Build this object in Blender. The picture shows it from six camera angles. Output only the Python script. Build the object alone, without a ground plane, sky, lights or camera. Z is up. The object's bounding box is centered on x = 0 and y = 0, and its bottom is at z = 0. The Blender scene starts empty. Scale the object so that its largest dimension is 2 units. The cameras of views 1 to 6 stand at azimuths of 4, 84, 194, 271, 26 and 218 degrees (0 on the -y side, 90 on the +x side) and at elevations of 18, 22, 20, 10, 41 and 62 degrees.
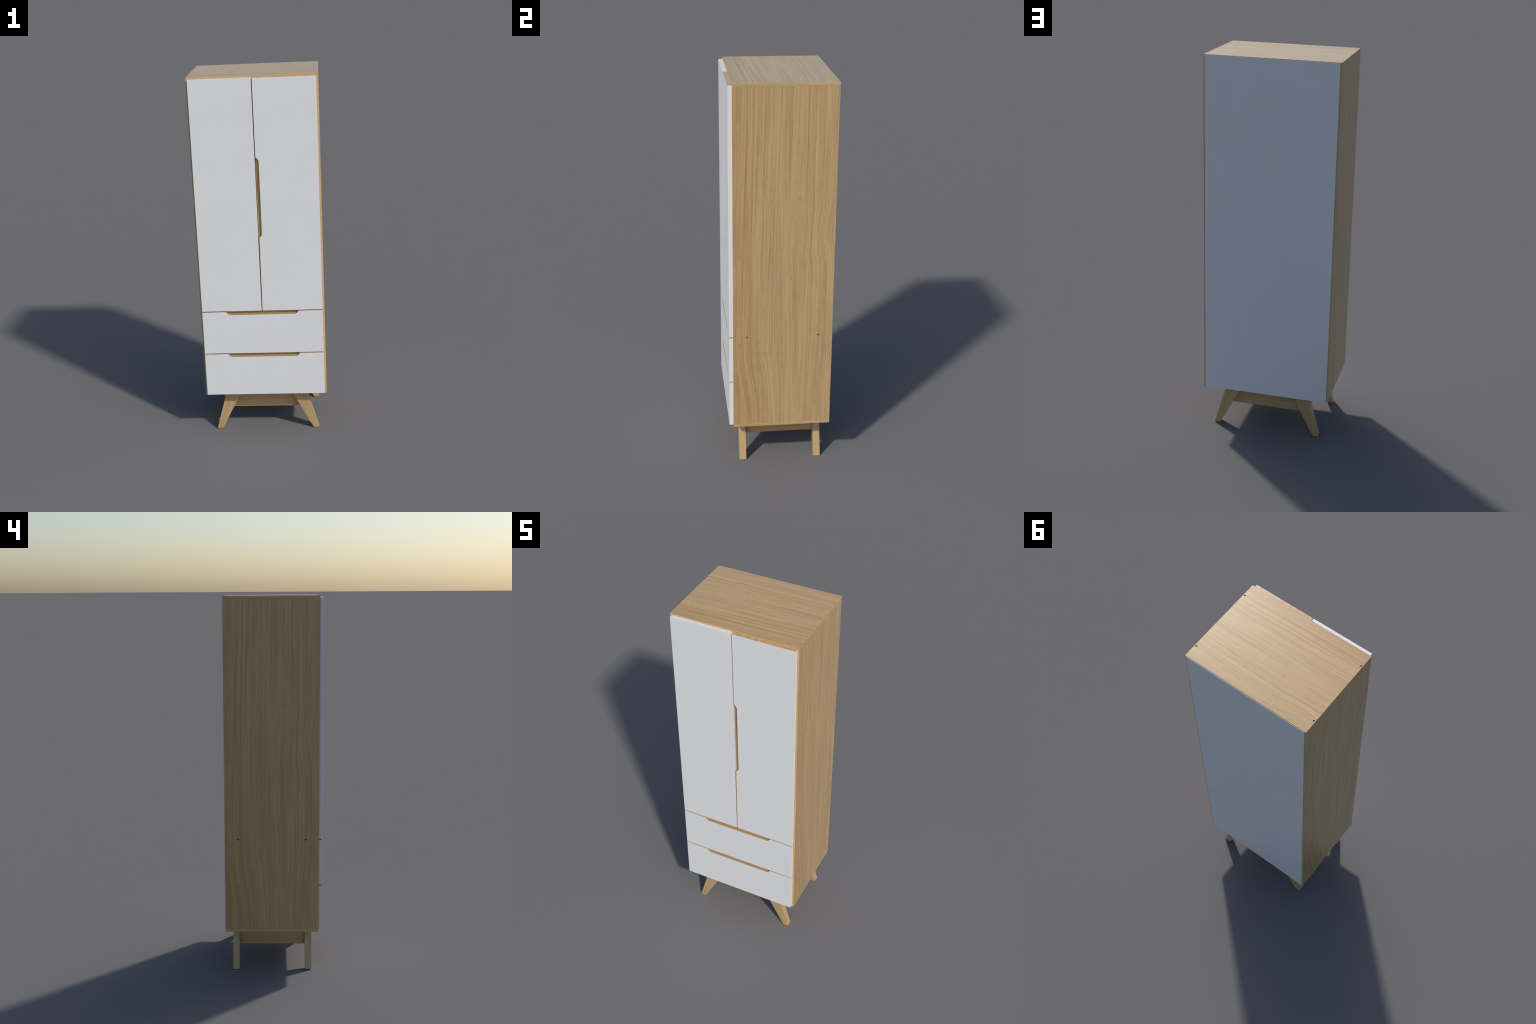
"""Tall oak wardrobe: white doors and drawers with cut-out pulls, splayed oak legs."""
import bpy, bmesh, math
from mathutils import Vector, Matrix

# ------------------------------------------------------------------ sizes (m)
W = 0.3375                      # half width of the carcass
Y_FRONT, Y_BACK = -0.2390, 0.2555
Y_MID = (Y_FRONT + Y_BACK) / 2
Z_BOT, Z_TOP = 0.2281, 2.0
T = 0.0155                      # board thickness
DOOR_X = 0.3276                 # half width of the white fronts
DOOR_Y0, DOOR_Y1 = -0.2588, -0.2392
DOOR_Z0, DOOR_Z1 = 0.7345, 1.9902
DRAWERS = ((0.4864, 0.7300), (0.2374, 0.4822))
GAP = 0.0022                    # half of the slit between the doors
LEG_Y = (-0.2047, -0.1691)      # front legs; the rear pair is mirrored about Y_MID
RAIL_X, RAIL_Z0, RAIL_T = 0.2200, 0.1203, 0.0150


# ------------------------------------------------------------------ materials
class Nodes:
    def __init__(self, name):
        self.mat = bpy.data.materials.new(name)
        self.mat.use_nodes = True
        self.t = self.mat.node_tree
        self.bsdf = self.t.nodes["Principled BSDF"]

    def new(self, kind, **kw):
        n = self.t.nodes.new(kind)
        for k, v in kw.items():
            setattr(n, k, v)
        return n

    def put(self, sock, v):
        if isinstance(v, bpy.types.NodeSocket):
            self.t.links.new(v, sock)
        else:
            sock.default_value = v

    def math(self, op, a, b=0.0, c=0.0, clamp=False):
        n = self.new("ShaderNodeMath", operation=op, use_clamp=clamp)
        for i, v in enumerate((a, b, c)):
            self.put(n.inputs[i], v)
        return n.outputs[0]

    def vec(self, x, y, z):
        n = self.new("ShaderNodeCombineXYZ")
        for i, v in enumerate((x, y, z)):
            self.put(n.inputs[i], v)
        return n.outputs[0]

    def noise(self, v, scale=1.0, detail=2.0, rough=0.5):
        n = self.new("ShaderNodeTexNoise")
        self.put(n.inputs["Vector"], v)
        n.inputs["Scale"].default_value = scale
        n.inputs["Detail"].default_value = detail
        n.inputs["Roughness"].default_value = rough
        return n.outputs[0]

    def remap(self, v, a, b, c=0.0, d=1.0):
        n = self.new("ShaderNodeMapRange")
        self.put(n.inputs[0], v)
        for i, x in enumerate((a, b, c, d)):
            n.inputs[i + 1].default_value = x
        return n.outputs[0]

    def mix(self, f, a, b, kind="MIX"):
        n = self.new("ShaderNodeMix", data_type="RGBA", blend_type=kind)
        self.put(n.inputs[0], f)
        self.put(n.inputs[6], a if not isinstance(a, tuple) else (*a, 1.0))
        self.put(n.inputs[7], b if not isinstance(b, tuple) else (*b, 1.0))
        return n.outputs[2]


def oak(name, grain, across, light, dark, gold=None, figure=False, contrast=1.0,
        offset=0.0, rough=0.29, spec=0.5):
    """Oak veneer.  grain / across name the object axes along and across the fibres."""
    N = Nodes(name)
    M = N.math
    co = N.new("ShaderNodeTexCoord").outputs["Object"]
    sep = N.new("ShaderNodeSeparateXYZ")
    N.put(sep.inputs[0], co)
    axis = dict(x=sep.outputs[0], y=sep.outputs[1], z=sep.outputs[2])
    third = ({"x", "y", "z"} - {grain, across}).pop()
    a = axis[across]
    l = M("ADD", axis[grain], offset)
    b = axis[third]

    def blob(a0, l0, ra, rl):
        da = M("DIVIDE", M("SUBTRACT", a, a0), ra)
        dl = M("DIVIDE", M("SUBTRACT", l, l0), rl)
        q = M("ADD", M("MULTIPLY", da, da), M("MULTIPLY", dl, dl))
        return M("EXPONENT", M("MULTIPLY", q, -1.0))

    # slow wander of the fibres
    n = N.noise(N.vec(M("MULTIPLY", a, 4.0), M("MULTIPLY", b, 4.0), M("MULTIPLY", l, 1.4)), 1.0, 1.0)
    aw = M("ADD", a, M("MULTIPLY", M("SUBTRACT", n, 0.5), 0.024))
    if figure:
        # fibres swerving round two hidden knots and sweeping out low at the front
        for a0, l0, ra, rl, amp in ((0.190, 0.165, 0.055, 0.10, 0.024),
                                    (0.080, 0.055, 0.110, 0.06, 0.010),
                                    (-0.085, -0.465, 0.035, 0.045, 0.009),
                                    (-0.130, -0.830, 0.110, 0.30, -0.045),
                                    (-0.190, 0.900, 0.120, 0.60, -0.024),
                                    (0.160, -0.750, 0.090, 0.22, 0.018)):
            aw = M("ADD", aw, M("MULTIPLY", blob(a0, l0, ra, rl), amp))
    b_s = M("MULTIPLY", b, 60.0)
    l_o = M("ADD", l, 7.3)
    wide = N.noise(N.vec(M("MULTIPLY", aw, 17.0), b_s, M("MULTIPLY", l_o, 0.8)), 1.0, 2.0)
    band = N.noise(N.vec(M("MULTIPLY", aw, 95.0), b_s, M("MULTIPLY", l_o, 1.0)), 1.0, 2.0, 0.55)
    fine = N.noise(N.vec(M("MULTIPLY", aw, 235.0), b_s, M("MULTIPLY", l_o, 3.2)), 1.0, 2.0, 0.6)
    pore = N.noise(N.vec(M("MULTIPLY", aw, 330.0), b_s, M("MULTIPLY", l_o, 24.0)), 1.0, 1.0)

    d = M("MULTIPLY", M("SUBTRACT", band, 0.5), 1.15)
    d = M("ADD", d, M("MULTIPLY", M("SUBTRACT", fine, 0.5), 1.70))
    d = M("ADD", d, M("MULTIPLY", M("SUBTRACT", wide, 0.5), 0.22))
    d = M("ADD", d, M("MULTIPLY", N.remap(pore, 0.54, 0.80), 0.42))
    d = M("MULTIPLY", d, contrast)
    if figure:
        # a few late-wood lines that run the whole length
        for a0, wd, amt in ((-0.203, 0.0036, 0.75), (-0.168, 0.0028, 0.52), (-0.240, 0.012, 0.28),
                            (-0.222, 0.0022, 0.18), (0.205, 0.0016, 0.20), (0.224, 0.0016, 0.26),
                            (0.236, 0.0014, 0.22)):
            q = M("DIVIDE", M("SUBTRACT", aw, a0 + 0.0), wd)
            g = M("EXPONENT", M("MULTIPLY", M("MULTIPLY", q, q), -1.0))
            vary = N.remap(N.noise(N.vec(a0 * 90.0, 0.0, M("MULTIPLY", l_o, 5.0)), 1.0, 2.0), 0.3, 0.7, 0.35, 1.1)
            d = M("ADD", d, M("MULTIPLY", M("MULTIPLY", g, vary), amt))
        for a0, l0, ra, rl, amt in ((0.070, 0.335, 0.006, 0.010, 0.40), (-0.215, -0.425, 0.0045, 0.012, 0.45),
                                    (-0.088, -0.472, 0.028, 0.007, 0.22), (-0.134, -0.680, 0.008, 0.016, 0.28),
                                    (0.076, -0.738, 0.007, 0.010, 0.30), (0.165, -0.490, 0.016, 0.005, 0.18)):
            d = M("ADD", d, M("MULTIPLY", blob(a0, l0, ra, rl), amt))
    d = M("ADD", d, 0.325, clamp=True)
    col = N.mix(d, light, dark)
    if gold:
        hue = N.remap(N.noise(N.vec(M("MULTIPLY", aw, 30.0), b_s, M("MULTIPLY", l_o, 1.1)), 1.0, 2.0), 0.36, 0.64)
        if figure:
            side = N.remap(aw, -0.115, -0.155)
            hue = M("ADD", M("MULTIPLY", hue, 0.55), M("MULTIPLY", side, 0.45), clamp=True)
        col = N.mix(M("MULTIPLY", hue, 0.85), col, gold, "MULTIPLY")
    N.put(N.bsdf.inputs["Base Color"], col)
    N.put(N.bsdf.inputs["Roughness"], N.remap(d, 0.0, 1.0, rough, rough + 0.03))
    N.bsdf.inputs["Specular IOR Level"].default_value = spec
    bump = N.new("ShaderNodeBump")
    bump.inputs["Strength"].default_value = 0.06
    bump.inputs["Distance"].default_value = 0.0006
    N.put(bump.inputs["Height"], M("SUBTRACT", 1.0, d))
    N.put(N.bsdf.inputs["Normal"], bump.outputs[0])
    return N.mat


def lacquer(name, rgb, rough=0.4):
    N = Nodes(name)
    co = N.new("ShaderNodeTexCoord").outputs["Object"]
    n = N.noise(co, 5.0, 3.0)
    k = 0.985
    N.put(N.bsdf.inputs["Base Color"], N.mix(N.remap(n, 0.35, 0.65), rgb, tuple(c * k for c in rgb)))
    N.bsdf.inputs["Roughness"].default_value = rough
    return N.mat


LIGHT, DARK, GOLD = (0.600, 0.415, 0.209), (0.390, 0.250, 0.126), (1.0, 0.925, 0.80)
E_LIGHT, E_DARK = (0.625, 0.440, 0.236), (0.450, 0.295, 0.145)
OAK_SIDE = oak("oak_side_veneer", "z", "y", LIGHT, DARK, GOLD, figure=True)
OAK_TOP = oak("oak_top_veneer", "x", "y", (0.635, 0.438, 0.217), (0.420, 0.268, 0.130), GOLD, figure=True, offset=0.42)
OAK_X = oak("oak_grain_along_x", "x", "z", E_LIGHT, E_DARK, GOLD, contrast=0.9, offset=0.3)
OAK_XY = oak("oak_flat_grain_along_x", "x", "y", LIGHT, DARK, GOLD, offset=0.9)
OAK_Y = oak("oak_grain_along_y", "y", "z", E_LIGHT, E_DARK, GOLD, contrast=0.9, offset=1.1)
OAK_Z = oak("oak_grain_along_z", "z", "x", E_LIGHT, E_DARK, GOLD, contrast=0.9, offset=0.7)
OAK_ZY = oak("oak_grain_along_z_side", "z", "y", E_LIGHT, E_DARK, GOLD, contrast=0.9, offset=0.2)
OAK_END = oak("oak_end_grain", "y", "x", E_LIGHT, E_DARK, GOLD, contrast=1.3, offset=0.5)
OAK_RAIL_X = oak("oak_rail_grain_along_x", "x", "z", LIGHT, DARK, GOLD, offset=0.6)
OAK_RAIL_Y = oak("oak_rail_grain_along_y", "y", "z", LIGHT, DARK, GOLD, offset=2.1)
OAK_LEG = oak("oak_leg", "z", "x", (0.60, 0.425, 0.225), (0.37, 0.24, 0.115), GOLD, offset=0.1)
OAK_LEG_SIDE = oak("oak_leg_side", "z", "y", (0.60, 0.42, 0.22), (0.45, 0.295, 0.145), GOLD, contrast=0.8)
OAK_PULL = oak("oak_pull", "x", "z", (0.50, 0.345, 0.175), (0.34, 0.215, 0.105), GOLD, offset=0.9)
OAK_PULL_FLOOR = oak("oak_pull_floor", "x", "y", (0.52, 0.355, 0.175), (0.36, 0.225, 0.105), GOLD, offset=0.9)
WHITE = lacquer("white_lacquer", (0.80, 0.80, 0.80))
BOARD = lacquer("white_backboard", (0.80, 0.80, 0.80), 0.5)
SCREW = lacquer("dark_screw", (0.016, 0.011, 0.008), 0.6)


# ------------------------------------------------------------------ geometry
ROOT = bpy.data.objects.new("wardrobe", None)
bpy.context.scene.collection.objects.link(ROOT)
ROOT["label"] = "tall oak wardrobe, white doors and drawers, splayed legs"
ROOT["category"] = "wardrobe"


def add(name, mesh, loc=(0, 0, 0), parent=ROOT):
    ob = bpy.data.objects.new(name, mesh)
    ob.location = loc
    bpy.context.scene.collection.objects.link(ob)
    if parent is not None:
        ob.parent = parent
    return ob


def finish(bm, name, mats, choose):
    """Give each face the material that choose(normal, centre) names."""
    bm.normal_update()
    mesh = bpy.data.meshes.new(name)
    for m in mats:
        mesh.materials.append(m)
    for f in bm.faces:
        f.material_index = choose(f.normal, f.calc_center_median())
    bm.to_mesh(mesh)
    bm.free()
    return mesh


def by_axis(n, c):
    v = [abs(n.x), abs(n.y), abs(n.z)]
    return v.index(max(v))


def bevel_edges(bm, width):
    if width:
        sharp = [e for e in bm.edges if len(e.link_faces) == 2 and e.calc_face_angle(0) > 0.9]
        bmesh.ops.bevel(bm, geom=sharp, offset=width, segments=2, profile=0.6, affect="EDGES")


def board_bm(size, bevel=0.0005):
    bm = bmesh.new()
    bmesh.ops.create_cube(bm, size=1.0, matrix=Matrix.Diagonal((*size, 1.0)))
    bevel_edges(bm, bevel)
    return bm


def board(name, lo, hi, mats, bevel=0.0005, parent=ROOT, choose=by_axis):
    """Box between two corners; mats are for faces along x, y and z."""
    lo, hi = Vector(lo), Vector(hi)
    return add(name, finish(board_bm(hi - lo, bevel), name, mats, choose), (lo + hi) / 2, parent)


def drill(ob, holes, radius, depth):
    """Drill blind holes into ob: each hole is (local point, inward direction)."""
    cut = bmesh.new()
    for p, d in holes:
        d = Vector(d)
        rot = Vector((0, 0, 1)).rotation_difference(d).to_matrix().to_4x4()
        mat = Matrix.Translation(Vector(p) + d * (depth / 2 - 0.002)) @ rot
        bmesh.ops.create_cone(cut, cap_ends=True, segments=20, radius1=radius, radius2=radius,
                              depth=depth + 0.004, matrix=mat)
    cm = bpy.data.meshes.new("drill")
    cut.to_mesh(cm)
    cut.free()
    helper = add("drill_helper", cm, ob.location, None)
    bpy.context.view_layer.update()
    md = ob.modifiers.new("drill", "BOOLEAN")
    md.object, md.operation, md.solver = helper, "DIFFERENCE", "EXACT"
    dg = bpy.context.evaluated_depsgraph_get()
    dg.update()
    mesh = bpy.data.meshes.new_from_object(ob.evaluated_get(dg))
    ob.modifiers.clear()
    ob.data = mesh
    bpy.data.objects.remove(helper)
    bpy.data.meshes.remove(cm)


screw_bm = bmesh.new()
bmesh.ops.create_cone(screw_bm, cap_ends=True, segments=16, radius1=0.96, radius2=0.75, depth=1.0)
SCREW_MESH = finish(screw_bm, "screw", [SCREW], lambda n, c: 0)


def screws(ob, holes, radius, sunk):
    for p, d in holes:
        s = add("screw", SCREW_MESH, p, ob)
        s.rotation_mode = "QUATERNION"
        s.rotation_quaternion = Vector((0, 0, -1)).rotation_difference(Vector(d))
        s.location = Vector(p) + Vector(d) * (sunk + 0.0015)
        s.scale = (radius, radius, 0.003)


# carcass -----------------------------------------------------------------
flat = [OAK_Y, OAK_X, OAK_TOP]
top = board("top_panel", (-W, Y_FRONT, Z_TOP - T), (W, Y_BACK, Z_TOP), flat)
bottom = board("bottom_panel", (-W, Y_FRONT, Z_BOT), (W, Y_BACK, Z_BOT + T), flat)
HOLE_Y = (-0.1695 - Y_MID, 0.1860 - Y_MID)
top_holes = [((sx * 0.3290, y, T / 2), (0, 0, -1)) for sx in (-1, 1) for y in HOLE_Y]
bot_holes = [((sx * 0.3290, y, -T / 2), (0, 0, 1)) for sx in (-1, 1) for y in HOLE_Y]
for ob, holes in ((top, top_holes), (bottom, bot_holes)):
    drill(ob, holes, 0.0044, 0.0085)
    screws(ob, holes, 0.0044, 0.0050)

SZ0, SZ1 = Z_BOT + T, Z_TOP - T
side = board("side_panel", (W - T, Y_FRONT, SZ0 + 0.0002), (W, Y_BACK, SZ1 - 0.0002), [OAK_SIDE, OAK_Z, OAK_ZY], 0.0004)
side_holes = [((T / 2, y, 0.7345 - (SZ0 + SZ1) / 2), (-1, 0, 0)) for y in HOLE_Y]
drill(side, side_holes, 0.0044, 0.0085)
other = side.copy()                       # same board turned round for the other flank
bpy.context.scene.collection.objects.link(other)
other.location.x = -side.location.x
other.rotation_euler.z = math.pi
for s in (side, other):
    screws(s, side_holes, 0.0044, 0.0050)

IN = W - T - 0.0002
board("back_panel", (-0.3300, Y_BACK + 0.0003, Z_BOT + 0.0015), (0.3300, 0.2588, Z_TOP - 0.0025), [BOARD] * 3, 0.0004)
board("shelf", (-IN, Y_FRONT + 0.001, 0.7270), (IN, Y_BACK - 0.001, 0.7425), [OAK_Y, OAK_X, OAK_XY], 0)
board("divider", (0.0004, Y_FRONT + 0.0006, 0.7427), (0.0320, Y_BACK - 0.001, SZ1 - 0.0002), [OAK_ZY, OAK_Z, OAK_Z], 0)


# fronts with cut-out pulls ----------------------------------------------------
def pull_profile(depth, sweep, steps=10):
    """Half outline of a pull: from the board's edge round to the floor of the cut-out.
    Yields (distance along the edge, depth into the board)."""
    theta = 2 * math.atan2(depth, sweep)
    r = sweep / math.sin(theta)
    return [(sweep - r * math.sin(theta * (1 - i / steps)),
             depth - r * (1 - math.cos(theta * (1 - i / steps)))) for i in range(steps + 1)]


def front_panel(name, x0, x1, z0, z1, cut, mats, choose):
    """White front; cut = (edge, from, to, depth, sweep) takes a scoop out of one edge."""
    pts = [(x0, z0), (x1, z0), (x1, z1), (x0, z1)]
    if cut:
        edge, c0, c1, depth, sweep = cut
        half = pull_profile(depth, sweep)
        scoop = [(c0 + s, d) for s, d in half] + [(c1 - s, d) for s, d in reversed(half)]
        if edge == "top":
            pts = pts[:3] + [(s, z1 - d) for s, d in reversed(scoop)] + pts[3:]
        else:                                   # the left edge
            pts = pts + [(x0 + d, s) for s, d in reversed(scoop)]
    cx, cy, cz = (x0 + x1) / 2, (DOOR_Y0 + DOOR_Y1) / 2, (z0 + z1) / 2
    bm = bmesh.new()
    h = (DOOR_Y1 - DOOR_Y0) / 2
    face = bm.faces.new([bm.verts.new((x - cx, -h, z - cz)) for x, z in pts])
    ext = bmesh.ops.extrude_face_region(bm, geom=[face])
    bmesh.ops.translate(bm, verts=[v for v in ext["geom"] if isinstance(v, bmesh.types.BMVert)], vec=(0, 2 * h, 0))
    bmesh.ops.recalc_face_normals(bm, faces=bm.faces[:])
    rim = [e for e in bm.edges if all(abs(v.co.y + h) < 1e-6 for v in e.verts)]
    bmesh.ops.bevel(bm, geom=rim, offset=0.0004, segments=2, profile=0.6, affect="EDGES")
    return add(name, finish(bm, name, mats, choose), (cx, cy, cz))


PULL = 0.0182
board("door", (-DOOR_X, DOOR_Y0, DOOR_Z0), (-GAP, DOOR_Y1, DOOR_Z1), [WHITE] * 3, 0.0004)


def right_door_faces(n, c):
    if n.z > 0.8 and c.z > 0.3:
        return 1                                  # raw top edge
    if n.x < -0.3 or (abs(n.z) > 0.3 and c.x < -0.12 and abs(c.z) < 0.5):
        return 2                                  # hinge-free edge and the pull
    return 0


PULL_BACK = DOOR_Y0 + 0.0137      # a recessed lip of wood closes the back of every pull
DRAWER_BOX_Y = Y_FRONT + 0.0030
right_door = front_panel("door", GAP, DOOR_X, DOOR_Z0, DOOR_Z1, ("left", 1.1455, 1.5805, 0.0185 - GAP, 0.0250),
            [WHITE, OAK_END, OAK_ZY], right_door_faces)


def child_board(name, owner, lo, hi, mats, bevel=0.0):
    """Board given in world corners and parented to one of the fronts."""
    ob = board(name, lo, hi, mats, bevel, owner)
    ob.location -= owner.location
    return ob




child_board("pull_lip", right_door, (0.0006, PULL_BACK, 1.1420), (0.0250, DOOR_Y1 - 0.0005, 1.5840), [OAK_ZY, OAK_LEG, OAK_Z])


def bare_edge(name, owner, corners, mat):
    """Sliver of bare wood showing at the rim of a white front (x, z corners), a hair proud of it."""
    bm = bmesh.new()
    c = owner.location
    f = bm.faces.new([bm.verts.new((x - c.x, DOOR_Y0 - 0.0002 - c.y, z - c.z)) for x, z in corners])
    ext = bmesh.ops.extrude_face_region(bm, geom=[f])
    bmesh.ops.translate(bm, verts=[v for v in ext["geom"] if isinstance(v, bmesh.types.BMVert)], vec=(0, 0.003, 0))
    bmesh.ops.recalc_face_normals(bm, faces=bm.faces[:])
    return add(name, finish(bm, name, [mat], lambda n, c: 0), parent=owner)


bare_edge("bare_edge", right_door, ((GAP + 0.0001, 0.7420), (GAP + 0.0005, 0.7420), (GAP + 0.0038, 1.1466),
                                    (GAP + 0.0001, 1.1454)), OAK_Z)


def drawer_faces(n, c):
    return 1 if (n.z > 0.3 or (abs(n.x) > 0.2 and abs(c.x) < 0.25)) and c.z > 0 else 0


for z0, z1 in DRAWERS:
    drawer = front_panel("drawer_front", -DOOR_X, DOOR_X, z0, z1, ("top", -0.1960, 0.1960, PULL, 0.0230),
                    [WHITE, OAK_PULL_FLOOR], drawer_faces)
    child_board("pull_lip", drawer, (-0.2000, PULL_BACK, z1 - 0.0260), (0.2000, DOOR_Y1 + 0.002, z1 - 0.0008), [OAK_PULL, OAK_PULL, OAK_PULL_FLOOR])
    board("drawer_box", (-IN + 0.012, DRAWER_BOX_Y, z0 + 0.010),
          (IN - 0.012, Y_BACK - 0.030, z1 - 0.0035), [OAK_Y, OAK_X, OAK_XY], 0)

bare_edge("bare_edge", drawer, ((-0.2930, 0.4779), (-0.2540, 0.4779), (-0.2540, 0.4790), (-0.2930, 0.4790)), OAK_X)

# underframe ------------------------------------------------------------------
def leg_mesh():
    """Flat tapering splayed leg, drawn in x-z for the +x side and cut from thick stock."""
    outline = ((0.2593, 0.0), (0.2898, 0.0), (0.2260, Z_BOT - 0.0002), (0.1402, Z_BOT - 0.0002))
    t = LEG_Y[1] - LEG_Y[0]
    bm = bmesh.new()
    f = bm.faces.new([bm.verts.new((x - 0.25, -t / 2, z)) for x, z in outline])
    ext = bmesh.ops.extrude_face_region(bm, geom=[f])
    bmesh.ops.translate(bm, verts=[v for v in ext["geom"] if isinstance(v, bmesh.types.BMVert)], vec=(0, t, 0))
    # lean the local frame so that the fibres follow the leg
    bmesh.ops.recalc_face_normals(bm, faces=bm.faces[:])
    bevel_edges(bm, 0.0006)
    lean = Matrix.Rotation(LEAN, 4, "Y")
    bm.transform(lean.inverted())
    return finish(bm, "leg", [OAK_LEG_SIDE, OAK_LEG, OAK_LEG_SIDE], by_axis)


LEAN = -0.20
LEG = leg_mesh()
leg_y = (LEG_Y[0] + LEG_Y[1]) / 2
for sx in (1, -1):
    for y, turn in ((leg_y, 0), (2 * Y_MID - leg_y, 1)):
        ob = add("leg", LEG, (sx * 0.25, y, 0))
        ob.rotation_euler = (0, LEAN, 0) if sx > 0 else (0, LEAN, math.pi)

RY0, RY1 = LEG_Y[1] + 0.0002, 2 * Y_MID - LEG_Y[1] - 0.0002
RZ1 = Z_BOT - 0.0002
for y0 in (RY0, RY1 - RAIL_T):
    board("rail", (-RAIL_X + RAIL_T + 0.0002, y0, RAIL_Z0), (RAIL_X - RAIL_T - 0.0002, y0 + RAIL_T, RZ1),
          [OAK_RAIL_X, OAK_RAIL_X, OAK_X])
for sx in (1, -1):
    lo, hi = sorted((sx * RAIL_X, sx * (RAIL_X - RAIL_T)))
    r = board("rail", (lo, RY0, RAIL_Z0), (hi, RY1, RZ1), [OAK_RAIL_Y, OAK_RAIL_Y, OAK_Y])
    holes = [((sx * RAIL_T / 2, y, 0.1368 - (RAIL_Z0 + RZ1) / 2), (-sx, 0, 0))
             for y in (-0.1615 - Y_MID, 0.1785 - Y_MID)]
    drill(r, holes, 0.0032, 0.007)
    screws(r, holes, 0.0032, 0.0035)
